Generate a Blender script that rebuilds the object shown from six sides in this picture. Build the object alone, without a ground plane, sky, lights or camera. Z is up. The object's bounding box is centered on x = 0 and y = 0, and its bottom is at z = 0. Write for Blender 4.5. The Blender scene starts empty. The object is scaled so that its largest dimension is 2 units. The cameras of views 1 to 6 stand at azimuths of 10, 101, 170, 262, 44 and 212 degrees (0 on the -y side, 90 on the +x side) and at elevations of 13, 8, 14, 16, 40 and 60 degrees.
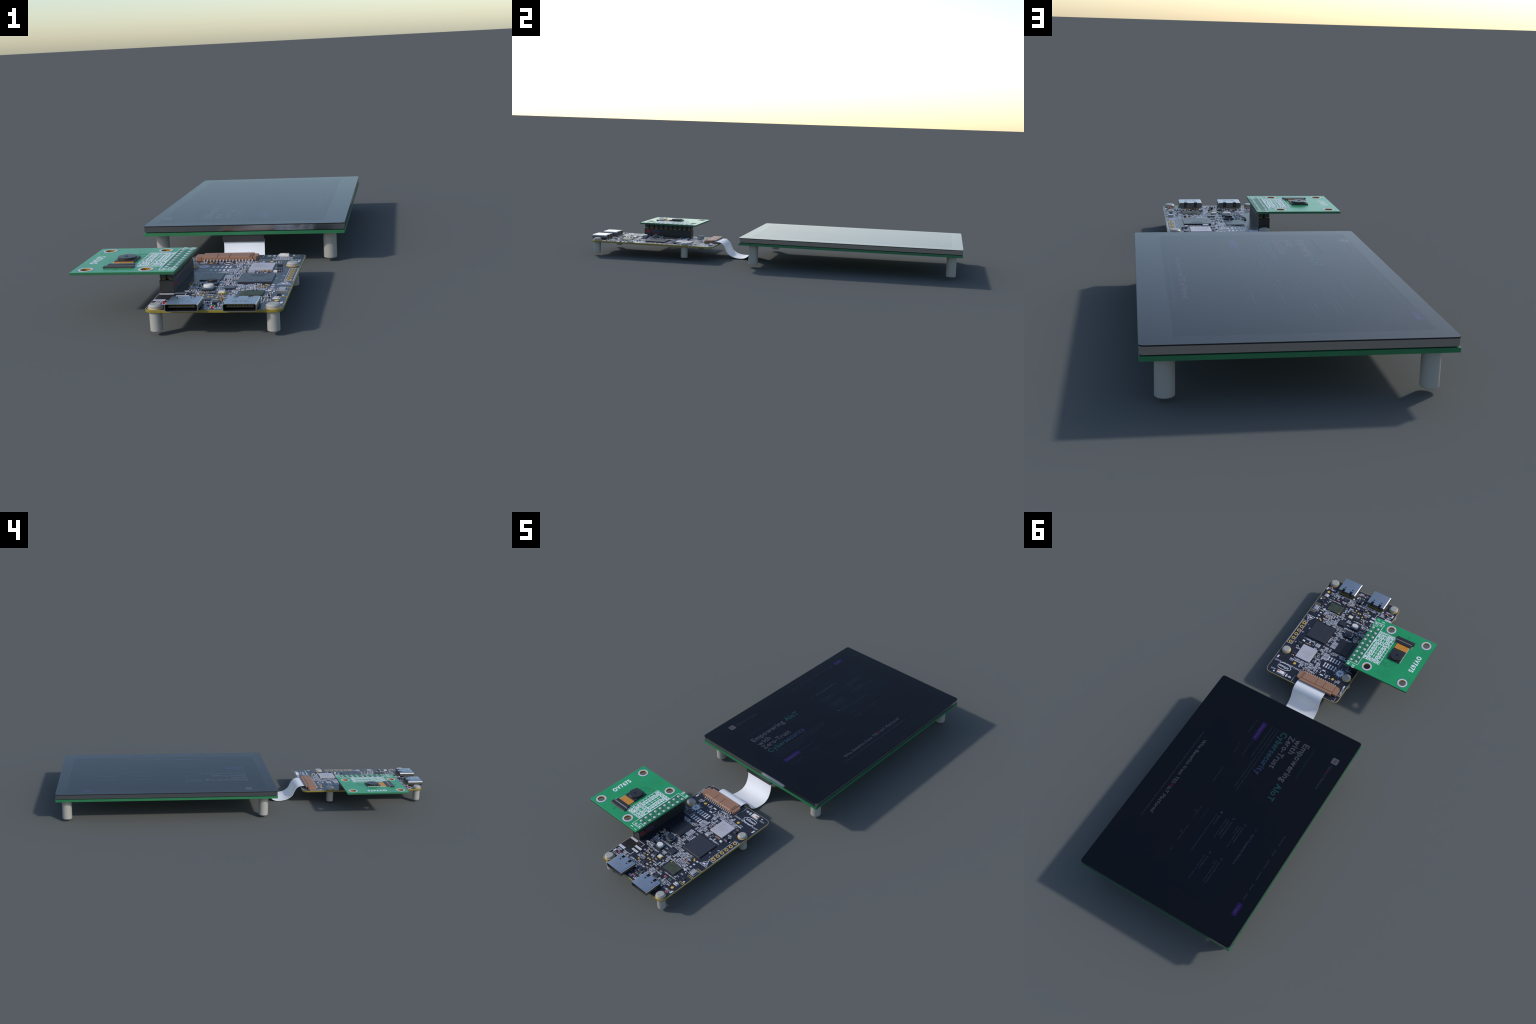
# A small electronics kit: a landscape touch display on four legs, joined by a white
# flat cable to a black microcontroller board that carries a green camera board.
import bpy, bmesh, math, random
from mathutils import Vector, Matrix

random.seed(7)
PI = math.pi

# ------------------------------------------------------------------ materials
def lin(r, g, b):
    f = lambda c: (c / 255 / 12.92) if c / 255 <= 0.04045 else ((c / 255 + 0.055) / 1.055) ** 2.4
    return (f(r), f(g), f(b), 1.0)

def material(name, colour, rough=0.5, metal=0.0, spec=0.5, vary=0.0, scale=60.0, rough_vary=0.0, bump=0.0, coat=0.0):
    m = bpy.data.materials.new(name)
    m.use_nodes = True
    nt = m.node_tree
    b = nt.nodes["Principled BSDF"]
    col = colour if len(colour) == 4 else (*colour, 1.0)
    b.inputs["Base Color"].default_value = col
    b.inputs["Roughness"].default_value = rough
    b.inputs["Metallic"].default_value = metal
    b.inputs["Specular IOR Level"].default_value = spec
    b.inputs["Coat Weight"].default_value = coat
    b.inputs["Coat Roughness"].default_value = 0.1
    if vary or rough_vary or bump:
        tc = nt.nodes.new("ShaderNodeTexCoord")
        nz = nt.nodes.new("ShaderNodeTexNoise")
        nz.inputs["Scale"].default_value = scale
        nz.inputs["Detail"].default_value = 3.0
        nt.links.new(tc.outputs["Object"], nz.inputs["Vector"])
        if vary:
            ramp = nt.nodes.new("ShaderNodeValToRGB")
            ramp.color_ramp.elements[0].position = 0.3
            ramp.color_ramp.elements[1].position = 0.7
            ramp.color_ramp.elements[0].color = (*[c * (1 - vary) for c in col[:3]], 1)
            ramp.color_ramp.elements[1].color = (*[min(1, c * (1 + vary)) for c in col[:3]], 1)
            nt.links.new(nz.outputs["Fac"], ramp.inputs["Fac"])
            nt.links.new(ramp.outputs["Color"], b.inputs["Base Color"])
        if rough_vary:
            mr = nt.nodes.new("ShaderNodeMapRange")
            mr.inputs["To Min"].default_value = max(0.02, rough - rough_vary)
            mr.inputs["To Max"].default_value = min(1, rough + rough_vary)
            nt.links.new(nz.outputs["Fac"], mr.inputs["Value"])
            nt.links.new(mr.outputs["Result"], b.inputs["Roughness"])
        if bump:
            bp = nt.nodes.new("ShaderNodeBump")
            bp.inputs["Strength"].default_value = bump
            bp.inputs["Distance"].default_value = 0.001
            nt.links.new(nz.outputs["Fac"], bp.inputs["Height"])
            nt.links.new(bp.outputs["Normal"], b.inputs["Normal"])
    return m

M = {}
def mat(name, *a, **k):
    M[name] = material(name, *a, **k)

def screen(name, r, g, b, ior=1.18):
    """Dim picture under a clear, slightly satin cover."""
    mat(name, (r, g, b), 0.5, spec=0.06)
    p = M[name].node_tree.nodes["Principled BSDF"].inputs
    p["Coat Weight"].default_value = 1.0
    p["Coat Roughness"].default_value = 0.17
    p["Coat IOR"].default_value = ior
screen("glass_dark", 0.0026, 0.0040, 0.0070, 1.215)
screen("screen_dark", 0.0030, 0.0046, 0.0086)
screen("screen_card", 0.0025, 0.0050, 0.0092)
screen("screen_grey", 0.056, 0.057, 0.070)
screen("screen_dim", 0.026, 0.029, 0.041)
screen("screen_faint", 0.0120, 0.0145, 0.0235)
screen("screen_green", 0.010, 0.050, 0.048)
screen("screen_teal", 0.006, 0.024, 0.028)
screen("screen_purple", 0.017, 0.006, 0.066)
screen("screen_red", 0.075, 0.006, 0.011)
screen("screen_tile", 0.070, 0.074, 0.092)
mat("glass_edge", (0.006, 0.006, 0.008), 0.35)
mat("frame_metal", (0.50, 0.50, 0.50), 0.13, metal=1.0)
mat("foam_black", (0.006, 0.006, 0.007), 0.8)
mat("display_green", (0.019, 0.158, 0.062), 0.42, vary=0.06, scale=14)
mat("leg_nylon", (0.36, 0.35, 0.325), 0.42, vary=0.03, scale=25)
mat("socket_black", (0.021, 0.020, 0.023), 0.5)
mat("cable_white", (0.77, 0.78, 0.81), 0.75, vary=0.015, scale=20)
mat("board_core", (0.235, 0.185, 0.018), 0.5, vary=0.12, scale=90)
mat("mask_black", (0.0172, 0.0180, 0.0275), 0.25, vary=0.16, scale=26)
mat("mask_patch", (0.0165, 0.0140, 0.0165), 0.42)
mat("silk_white", (0.66, 0.67, 0.74), 0.5)
mat("silk_edge", (0.42, 0.37, 0.28), 0.5)
mat("pad_tin", (0.62, 0.62, 0.68), 0.34, vary=0.12, scale=120)
mat("gold", (0.80, 0.52, 0.085), 0.38, metal=0.15)
mat("gold_ring", (0.60, 0.39, 0.11), 0.36, metal=0.25)
mat("xtal_beige", (0.68, 0.60, 0.54), 0.45)
mat("gold_pin", (0.55, 0.42, 0.05), 0.4, metal=0.4)
mat("halo_brown", (0.055, 0.027, 0.012), 0.5)
mat("chip_black", (0.032, 0.033, 0.044), 0.28, vary=0.08, scale=80)
mat("chip_dark", (0.018, 0.018, 0.024), 0.28)
mat("chip_print", (0.050, 0.047, 0.047), 0.5)
mat("can_silver", (0.50, 0.48, 0.52), 0.42, metal=0.15, vary=0.07, scale=260)
mat("can_mark", (0.36, 0.34, 0.36), 0.45)
mat("can_grey", (0.40, 0.40, 0.43), 0.35, metal=0.3)
mat("chip_olive", (0.045, 0.052, 0.034), 0.5, vary=0.3, scale=55)
mat("chip_olive_line", (0.035, 0.085, 0.038), 0.5)
mat("ceramic_white", (0.74, 0.70, 0.66), 0.45)
mat("cap_brown", (0.235, 0.112, 0.026), 0.45)
mat("body_tan", (0.30, 0.21, 0.16), 0.5)
mat("led_red", (0.72, 0.008, 0.012), 0.4)
mat("led_green", (0.010, 0.115, 0.020), 0.4)
mat("led_blue", (0.03, 0.12, 0.35), 0.4)
mat("ant_red", (0.48, 0.10, 0.065), 0.5)
mat("button_plate", (0.16, 0.21, 0.28), 0.34, metal=0.5)
mat("button_white", (0.68, 0.65, 0.61), 0.5)
mat("button_black", (0.016, 0.016, 0.017), 0.45)
mat("usb_shell", (0.56, 0.56, 0.58), 0.30, metal=1.0, vary=0.10, scale=420, rough_vary=0.08)
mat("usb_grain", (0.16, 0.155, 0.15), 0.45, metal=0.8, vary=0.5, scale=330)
mat("usb_mark", (0.42, 0.40, 0.40), 0.42, metal=0.8)
mat("usb_black", (0.010, 0.010, 0.011), 0.5)
mat("usb_tongue", (0.030, 0.030, 0.031), 0.5)
mat("connector_brown", (0.310, 0.158, 0.096), 0.5, vary=0.03, scale=40)
mat("groove_brown", (0.060, 0.038, 0.026), 0.6)
mat("header_black", (0.0165, 0.0175, 0.0190), 0.45, vary=0.08, scale=40)
mat("print_red", (0.42, 0.015, 0.022), 0.5)
mat("print_blue", (0.014, 0.065, 0.27), 0.5)
mat("print_grey", (0.16, 0.18, 0.20), 0.5)
mat("camera_green", (0.0165, 0.300, 0.110), 0.22, vary=0.07, scale=12)
mat("camera_green_side", (0.017, 0.120, 0.050), 0.5)
mat("camera_green_dark", (0.014, 0.165, 0.068), 0.4, vary=0.10, scale=30)
mat("trace_green", (0.012, 0.120, 0.052), 0.4)
mat("trace_light", (0.14, 0.46, 0.27), 0.4)
mat("camera_silk", (0.74, 0.80, 0.82), 0.5)
mat("ring_tin", (0.55, 0.54, 0.60), 0.36, vary=0.16, scale=160)
mat("hole_brass", (0.42, 0.215, 0.018), 0.42, vary=0.25, scale=120)
mat("flex_orange", (0.58, 0.235, 0.022), 0.42, vary=0.25, scale=150)
mat("lens_black", (0.0225, 0.0225, 0.0250), 0.32)
mat("lens_glass", (0.004, 0.008, 0.034), 0.12)
mat("solder", (0.50, 0.49, 0.53), 0.5, metal=0.1)

# ------------------------------------------------------------------ hierarchy helpers
ROOT = bpy.data.objects.new("display_camera_kit", None)
bpy.context.scene.collection.objects.link(ROOT)
ROOT["label"] = "touch display cabled to black circuit board with green camera board"
ROOT["category"] = "electronics kit"

def link(ob, parent):
    bpy.context.scene.collection.objects.link(ob)
    ob.parent = parent
    return ob

def smooth(me, angle=35):
    bm = bmesh.new(); bm.from_mesh(me)
    for f in bm.faces: f.smooth = True
    lim = math.radians(angle)
    for e in bm.edges:
        e.smooth = len(e.link_faces) == 2 and e.calc_face_angle(0) < lim
    bm.to_mesh(me); bm.free()

class Shape:
    """Collects pieces of one part; every piece has its material."""
    def __init__(self):
        self.v, self.f, self.mi, self.mats = [], [], [], []
    def slot(self, name):
        if name not in self.mats: self.mats.append(name)
        return self.mats.index(name)
    def add(self, verts, faces, m):
        o = len(self.v); s = self.slot(m)
        self.v += [tuple(p) for p in verts]
        for f in faces:
            self.f.append([i + o for i in f]); self.mi.append(s)
    def box(self, x0, x1, y0, y1, z0, z1, m, ch=0.0):
        """Box; ch chamfers the upper edges."""
        if ch:
            P = [(x0, y0, z0), (x1, y0, z0), (x1, y1, z0), (x0, y1, z0),
                 (x0, y0, z1 - ch), (x1, y0, z1 - ch), (x1, y1, z1 - ch), (x0, y1, z1 - ch),
                 (x0 + ch, y0 + ch, z1), (x1 - ch, y0 + ch, z1), (x1 - ch, y1 - ch, z1), (x0 + ch, y1 - ch, z1)]
            F = [(3, 2, 1, 0)] + [(i, (i + 1) % 4, 4 + (i + 1) % 4, 4 + i) for i in range(4)] + \
                [(4 + i, 4 + (i + 1) % 4, 8 + (i + 1) % 4, 8 + i) for i in range(4)] + [(8, 9, 10, 11)]
        else:
            P = [(x, y, z) for z in (z0, z1) for x, y in ((x0, y0), (x1, y0), (x1, y1), (x0, y1))]
            F = [(3, 2, 1, 0), (4, 5, 6, 7)] + [(i, (i + 1) % 4, 4 + (i + 1) % 4, 4 + i) for i in range(4)]
        self.add(P, F, m)
    def cbox(self, cx, cy, w, d, z0, h, m, ch=0.0):
        self.box(cx - w / 2, cx + w / 2, cy - d / 2, cy + d / 2, z0, z0 + h, m, ch)
    def prism(self, pts, z0, z1, m):
        n = len(pts)
        P = [(x, y, z0) for x, y in pts] + [(x, y, z1) for x, y in pts]
        F = [tuple(range(n - 1, -1, -1)), tuple(range(n, 2 * n))] + [(i, (i + 1) % n, n + (i + 1) % n, n + i) for i in range(n)]
        self.add(P, F, m)
    def lathe(self, cx, cy, prof, m, n=24, sx=1.0, sy=1.0):
        """prof: (radius, z) from bottom to top, ends closed."""
        P, F = [], []
        for r, z in prof:
            P += [(cx + sx * r * math.cos(2 * PI * i / n), cy + sy * r * math.sin(2 * PI * i / n), z) for i in range(n)]
        for k in range(len(prof) - 1):
            for i in range(n):
                F.append((k * n + i, k * n + (i + 1) % n, (k + 1) * n + (i + 1) % n, (k + 1) * n + i))
        F.append(tuple(range(n - 1, -1, -1)))
        F.append(tuple(range((len(prof) - 1) * n, len(prof) * n)))
        self.add(P, F, m)
    def disc(self, cx, cy, r, z, m, n=20, h=0.0004, sx=1, sy=1):
        self.lathe(cx, cy, [(r, z), (r, z + h)], m, n, sx, sy)
    def ring(self, cx, cy, r0, r1, z0, z1, m, n=28, sq=False):
        """Washer; sq gives it a square outside."""
        def outer(i):
            a = 2 * PI * i / n
            c, s = math.cos(a), math.sin(a)
            k = r1 / max(abs(c), abs(s)) if sq else r1
            return cx + k * c, cy + k * s
        P, F = [], []
        for i in range(n):
            a = 2 * PI * i / n
            xi, yi = cx + r0 * math.cos(a), cy + r0 * math.sin(a)
            xo, yo = outer(i)
            P += [(xi, yi, z1), (xo, yo, z1), (xo, yo, z0), (xi, yi, z0)]
        for i in range(n):
            j = (i + 1) % n
            for k in range(4):
                l = (k + 1) % 4
                F.append((i * 4 + k, i * 4 + l, j * 4 + l, j * 4 + k))
        self.add(P, F, m)
    def stroke(self, pts, w, z, m, h=0.0003):
        """Flat printed line through points, one mitred strip."""
        P = [Vector(p) for p in pts]
        closed = len(P) > 3 and (P[0] - P[-1]).length < 1e-7
        if closed: P = P[:-1]
        n = len(P); L, R = [], []
        for k in range(n):
            a = P[k - 1] if (k or closed) else None
            b = P[(k + 1) % n] if (k < n - 1 or closed) else None
            d0 = (P[k] - a).normalized() if a is not None else None
            d1 = (b - P[k]).normalized() if b is not None else None
            p = P[k].copy()
            if d0 is None: p -= d1 * w / 2; d0 = d1
            elif d1 is None: p += d0 * w / 2; d1 = d0
            n0, n1 = Vector((-d0.y, d0.x)), Vector((-d1.y, d1.x))
            mv = n0 + n1
            mv = n0 if mv.length < 1e-4 else mv.normalized()
            mv = mv * (w / 2) / max(0.4, mv.dot(n0))
            L.append(p + mv); R.append(p - mv)
        V = [(q.x, q.y, zz) for zz in (z, z + h) for q in L + R]
        F = []; t = 2 * n
        for k in range(n if closed else n - 1):
            q = (k + 1) % n
            F += [(t + n + k, t + n + q, t + q, t + k), (k, q, n + q, n + k), (k, t + k, t + q, q), (n + q, t + n + q, t + n + k, n + k)]
        if not closed: F += [(0, n, t + n, t), (n - 1, t + n - 1, t + 2 * n - 1, 2 * n - 1)]
        self.add(V, F, m)
    def text(self, s, at, cap, m, rot=0.0, length=None, align="l", bold=0.0, z=0.0, frame=None, res=3):
        """Printed words: at = baseline start; cap = capital height; rot in degrees."""
        x = 0.0; parts = []
        for ch in s:
            if ch == " ":
                x += 0.30; continue
            v, f, adv = glyph(ch, bold, res)
            parts.append((v, f, x)); x += adv
        k = cap / CAP
        kx = (length / x) if length else k
        off = {"l": 0.0, "c": -x * kx / 2, "r": -x * kx}[align]
        yo = -cap / 2 if align == "c" else 0.0
        c, sn = math.cos(math.radians(rot)), math.sin(math.radians(rot))
        for v, f, dx in parts:
            P = []
            for px, py in v:
                ux, uy = (px + dx) * kx + off, py * k + yo
                if frame:
                    o, r, u = frame
                    P.append(o + r * (ux + at[0]) + u * (uy + at[1]))
                else:
                    P.append((at[0] + ux * c - uy * sn, at[1] + ux * sn + uy * c, z))
            self.add(P, f, m)
        return x * kx
    def to(self, name, parent, sm=None, kind=None):
        me = bpy.data.meshes.new(name)
        me.from_pydata(self.v, [], self.f)
        for n in self.mats: me.materials.append(M[n])
        me.polygons.foreach_set("material_index", self.mi)
        me.update()
        if sm: smooth(me, sm)
        ob = link(bpy.data.objects.new(name, me), parent)
        if kind: ob["kind"] = kind
        return ob

# glyph outlines come from the built-in font
GLYPHS = {}
def font_mesh(s, bold, res):
    cu = bpy.data.curves.new("letter", "FONT")
    cu.body = s; cu.size = 1.0; cu.offset = bold; cu.resolution_u = res
    ob = bpy.data.objects.new("letter", cu)
    bpy.context.scene.collection.objects.link(ob)
    dg = bpy.context.evaluated_depsgraph_get()
    me = bpy.data.meshes.new_from_object(ob.evaluated_get(dg))
    v = [(p.co.x, p.co.y) for p in me.vertices]; f = [tuple(p.vertices) for p in me.polygons]
    up = [q for q in me.polygons if q.normal.z < 0]
    if up: f = [tuple(reversed(q)) for q in f]
    bpy.data.objects.remove(ob); bpy.data.curves.remove(cu); bpy.data.meshes.remove(me)
    return v, f
def glyph(ch, bold=0.0, res=3):
    key = (ch, bold, res)
    if key not in GLYPHS:
        v, f = font_mesh(ch, bold, res)
        w1 = max(p[0] for p in v); w0 = min(p[0] for p in v)
        GLYPHS[key] = ([(x - w0 + 0.02, y) for x, y in v], f, w1 - w0 + 0.085)
    return GLYPHS[key]
CAP = max(p[1] for p in font_mesh("H", 0.0, 2)[0])

def plate(name, outlines, z0, z1, m, parent, chamfer=0.0):
    """Flat plate from closed outlines (first the rim, then holes)."""
    cu = bpy.data.curves.new(name, "CURVE")
    cu.dimensions = "2D"; cu.fill_mode = "BOTH"
    cu.extrude = (z1 - z0) / 2 - chamfer; cu.bevel_depth = chamfer; cu.bevel_resolution = 1
    if chamfer: cu.offset = -chamfer
    for pts in outlines:
        sp = cu.splines.new("POLY"); sp.points.add(len(pts) - 1)
        for p, (x, y) in zip(sp.points, pts): p.co = (x, y, 0, 1)
        sp.use_cyclic_u = True
    ob = bpy.data.objects.new(name, cu)
    bpy.context.scene.collection.objects.link(ob)
    me = bpy.data.meshes.new_from_object(ob.evaluated_get(bpy.context.evaluated_depsgraph_get()))
    bpy.data.objects.remove(ob); bpy.data.curves.remove(cu)
    me.transform(Matrix.Translation((0, 0, (z0 + z1) / 2)))
    me.name = name; me.materials.clear(); me.materials.append(M[m])
    smooth(me, 30)
    return link(bpy.data.objects.new(name, me), parent)

def rounded(x0, x1, y0, y1, r, n=8):
    pts = []
    for cx, cy, a in ((x1 - r, y1 - r, 0), (x0 + r, y1 - r, 90), (x0 + r, y0 + r, 180), (x1 - r, y0 + r, 270)):
        for i in range(n + 1):
            t = math.radians(a + 90 * i / n)
            pts.append((cx + r * math.cos(t), cy + r * math.sin(t)))
    return pts
def circle(cx, cy, r, n=32):
    return [(cx + r * math.cos(2 * PI * i / n), cy + r * math.sin(2 * PI * i / n)) for i in range(n)]
def arc(cx, cy, rx, ry, a0, a1, n=24):
    return [(cx + rx * math.cos(math.radians(a0 + (a1 - a0) * i / n)), cy + ry * math.sin(math.radians(a0 + (a1 - a0) * i / n))) for i in range(n + 1)]

# ================================================================== DISPLAY
DX0, DX1, DY0, DY1 = -0.3570, 0.3988, -0.1322, 1.0000
Z_LEG = 0.0115
disp = plate("display_board", [rounded(DX0, DX1, DY0, DY1, 0.003, 3)], 0.1152, 0.1272, "display_green", ROOT)
plate("foam_gasket", [rounded(DX0 + .006, DX1 - .006, DY0 + .006, DY1 - .006, .010)], 0.1272, 0.1305, "foam_black", disp)
plate("metal_frame", [rounded(DX0 + .0008, DX1 - .0008, DY0 + .0008, DY1 - .0008, .012)], 0.1305, 0.1504, "frame_metal", disp)
plate("bezel_edge", [rounded(DX0, DX1, DY0, DY1, .012)], 0.1504, 0.1535, "glass_edge", disp)
plate("cover_glass", [rounded(DX0, DX1, DY0, DY1, .012)], 0.1535, 0.1540, "glass_dark", disp)
ZG = 0.1540
plate("screen_area", [rounded(-.3145, .3190, -.0800, .9450, .001, 1)], ZG + .00001, ZG + .00002, "screen_dark", disp)
plate("screen_card", [rounded(-.2020, .0520, .4600, .8800, .014)], ZG + .00003, ZG + .00004, "screen_card", disp)

legs = []
lg = Shape()
lg.lathe(0, 0, [(.0232, Z_LEG), (.0245, Z_LEG + .0015), (.0245, .1152)], "leg_nylon", 40)
first_leg = lg.to("display_leg", disp, 40)
spots = [(.3390, -.0645), (-.3020, -.0650), (.3390, .9470), (-.3020, .9475)]
for i, (x, y) in enumerate(spots):
    o = first_leg if i == 0 else link(first_leg.copy(), disp)
    o.location = (x, y, 0)

sk = Shape()
sk.box(-.0565, .0995, -.1275, -.0960, .0975, .1152, "socket_black")
sk.box(-.0565, .0995, -.1275, -.1245, .0875, .0975, "socket_black")
sk.box(-.0565, .0995, -.1180, -.0960, .0875, .0975, "socket_black")
sk.box(-.0600, .1040, -.1230, -.1000, .1110, .1152, "socket_black")
sk.to("ribbon_socket", disp)

# ---- what the screen shows: text runs along +y, its top towards -x
ZT = ZG + .00006
def words(name, s, x, y, cap, m, length=None, bold=0.012):
    sh = Shape(); w = sh.text(s, (x, y), cap, m, rot=90, length=length, bold=bold, z=ZT, res=6)
    sh.to(name, disp); return w
def multi(name, runs, x, y, cap, length, bold=0.012):
    """One line with differently coloured runs."""
    def width(t): return sum(0.30 if c == " " else glyph(c, bold, 6)[2] for c in t)
    tot = sum(width(t) for t, _ in runs); sh = Shape(); yy = y
    for t, m in runs:
        L = length * width(t) / tot
        sh.text(t, (x, yy), cap, m, rot=90, length=L, bold=bold, z=ZT, res=6); yy += L
    sh.to(name, disp)

multi("headline_text", [("Empowering ", "screen_grey"), ("AIoT", "screen_green")], -.131, .002, .0285, .336, 0.020)
words("headline_text", "with", -.0895, .000, .0285, "screen_grey", .086, 0.020)
words("headline_text", "Zero-Trust", -.0535, -.002, .0275, "screen_grey", .194, 0.020)
steps = "Cybersecurity"
for i in range(len(steps)):                      # green fading to blue along the word
    t = i / (len(steps) - 1)
    screen("screen_fade_%d" % i, 0.010 + 0.010 * t, 0.050 - 0.022 * t, 0.048 + 0.030 * t)
multi("headline_text", [(c, "screen_fade_%d" % i) for i, c in enumerate(steps)], -.0125, -.001, .0285, .256, 0.020)
multi("question_text", [("Who Benefits from TES", "screen_grey"), ("A", "screen_red"), ("IoT Platform?", "screen_grey")], .2800, .218, .0160, .434, 0.012)
multi("brand_text", [("TES", "screen_dim"), ("A", "screen_red"), ("IoT Platform", "screen_dim")], -.2880, .039, .0105, .143, 0.012)
tile = plate("logo_tile", [rounded(-.3135, -.2820, -.0030, .0295, .006)], ZG + .00003, ZG + .00004, "screen_tile", disp)
words("logo_tile_text", "TESA", -.2930, .0035, .0100, "screen_red", .0205, 0.02)
for nm, x0, x1, y0, y1, t, ty, tl, tx in (("portal_button", .0700, .0940, -.0030, .1030, "Developer Portal", .010, .080, .0860),
                                          ("login_button", -.3075, -.2860, .8080, .8705, "Login", .834, .026, -.2930)):
    plate(nm, [rounded(x0, x1, y0, y1, .005)], ZG + .00003, ZG + .00004, "screen_purple", disp)
    words(nm + "_text", t, tx, ty, .0075, "screen_grey", tl, 0.01)
ic = Shape(); ic.ring(-.2965, .824, .0022, .0045, ZT - .00001, ZT, "screen_dim"); ic.to("login_icon", disp)

words("card_title", "AIoT Foundation Platform", -.1680, .513, .0105, "screen_dim", .163, 0.012)
for s, x, y, L in (("Security by Design", -.1155, .510, .081), ("Smart Data Pipelines &", -.0570, .510, .094), ("Intelligent Gateway", -.0430, .510, .083),
                   ("Digital Twin", .0065, .510, .052), ("Secure OTA Connectivity", -.1155, .700, .108), ("ETL for Edge AI", -.0550, .700, .066)):
    words("card_entry", s, x, y, .0075, "screen_dim", L, 0.008)
words("tagline_text", "- Enterprise Grade Platform for AIoT", -.1845, .007, .0065, "screen_teal", .175, 0.004)
words("card_note", "Live Telemetry", .0675, .504, .0065, "screen_teal", .063, 0.004)

icon = Shape()
icon.ring(-.1740, .489, .0045, .0062, ZT - .00001, ZT, "screen_teal")
for x, y in ((-.119, .494), (-.059, .493), (-.118, .682), (-.058, .681)):
    icon.ring(x, y, .0032, .0050, ZT - .00001, ZT, "screen_dim", 6 if y > .6 else 20)
icon.disc(.004, .493, .0052, ZT, "screen_dim", h=.00001)
for x, y in ((.124, .010), (.082, .118), (.125, .155)): icon.disc(x, y, .0038, ZT, "screen_faint", h=.00001)
for x, y in ((.109, .542), (.109, .659)): icon.disc(x, y, .0042, ZT, "screen_teal", h=.00001)
icon.to("screen_icon", disp)

# small print that cannot be read: one bar per word
sp = Shape(); rs = random.Random(3)
def small_print(x, y0, y1, m="screen_faint", t=.0045):
    y = y0
    while y < y1 - .003:
        w = min(rs.uniform(.008, .030), y1 - y)
        sp.box(x - t / 2, x + t / 2, y, y + w, ZT - .00001, ZT, m); y += w + .0035
for x, y0, y1 in ((.009, -.002, .373), (.025, -.001, .355), (.0425, -.001, .186), (.302, .184, .684), (.124, .023, .082),
                  (.083, .127, .200), (.124, .169, .201), (.1235, .296, .381), (-.106, .510, .621), (-.0945, .510, .553), (-.033, .509, .615),
                  (.0175, .509, .718), (-.1055, .698, .810), (-.095, .700, .720), (-.045, .700, .830), (.097, .510, .574), (.096, .618, .702), (.0965, .735, .759)):
    small_print(x, y0, y1, t=.0055 if x > .3 else .0045)
for y0, y1 in ((.450, .505), (.524, .559), (.577, .628), (.645, .689), (.708, .740), (.758, .790)):
    sp.box(-.2985, -.2930, y0, y1, ZT - .00001, ZT, "screen_faint")
sp.to("small_print", disp, kind="stuff")

# ================================================================== FLAT CABLE
spine = [(-.350, .0835), (-.328, .0843), (-.308, .0845), (-.2935, .0800), (-.2800, .0680), (-.2705, .0500), (-.2610, .0300),
         (-.2460, .0170), (-.2290, .0080), (-.2090, .0030), (-.1870, .0009), (-.1670, .0028), (-.1515, .0098), (-.1395, .0205),
         (-.1290, .0400), (-.1225, .0640), (-.1212, .0880), (-.1212, .0970)]
def spline(pts, k=8):
    out = []
    for i in range(len(pts) - 1):
        p0, p1, p2, p3 = (Vector(pts[max(0, min(len(pts) - 1, j))]) for j in (i - 1, i, i + 1, i + 2))
        for s in range(k):
            t = s / k
            out.append(0.5 * ((2 * p1) + (p2 - p0) * t + (2 * p0 - 5 * p1 + 4 * p2 - p3) * t * t + (3 * p1 - p0 - 3 * p2 + p3) * t ** 3))
    out.append(Vector(pts[-1])); return out
cs = spline(spine); cab = Shape(); V, F = [], []
for i, p in enumerate(cs):
    d = (cs[min(i + 1, len(cs) - 1)] - cs[max(i - 1, 0)]).normalized(); n = Vector((-d.y, d.x)) * .0008
    for x in (-.0525, .1005):
        for sgn in (1, -1): V.append((x, p.x + n.x * sgn, max(0.0, p.y + n.y * sgn)))
for i in range(len(cs) - 1):
    a, b = i * 4, i * 4 + 4
    F += [(a, b, b + 2, a + 2), (a + 1, a + 3, b + 3, b + 1), (a, a + 1, b + 1, b), (a + 2, b + 2, b + 3, a + 3)]
F += [(0, 2, 3, 1), (len(V) - 4, len(V) - 3, len(V) - 1, len(V) - 2)]
cab.add(V, F, "cable_white"); cab.to("ribbon_cable", ROOT, 40)

# ================================================================== MAIN BOARD
BX0, BX1, BY0, BY1, ZB = -.1255, .2746, -.9800, -.3063, .0790
SLOTS = (-.7445, -.7955, -.8450)
def board_outline(inset):
    pts = rounded(BX0 + inset, BX1 - inset, BY0 + inset, BY1 - inset, .025 - inset, 10)
    out = pts[:]                                   # last arc point is on the right edge, low end
    w = .0030 + inset
    for y in sorted(SLOTS):
        out += [(BX1 - inset, y - w), (.2455 - inset, y - w), (.2455 - inset, y + w), (BX1 - inset, y + w)]
    return out
board = plate("main_board", [board_outline(0)], .0712, .0784, "board_core", ROOT)
plate("board_rim_print", [board_outline(.0003)], .0784, .0786, "silk_edge", board)
plate("solder_mask", [board_outline(.0022)], .0786, ZB, "mask_black", board)
plate("solder_mask", [board_outline(.0010)], .0706, .0712, "mask_black", board)

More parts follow.
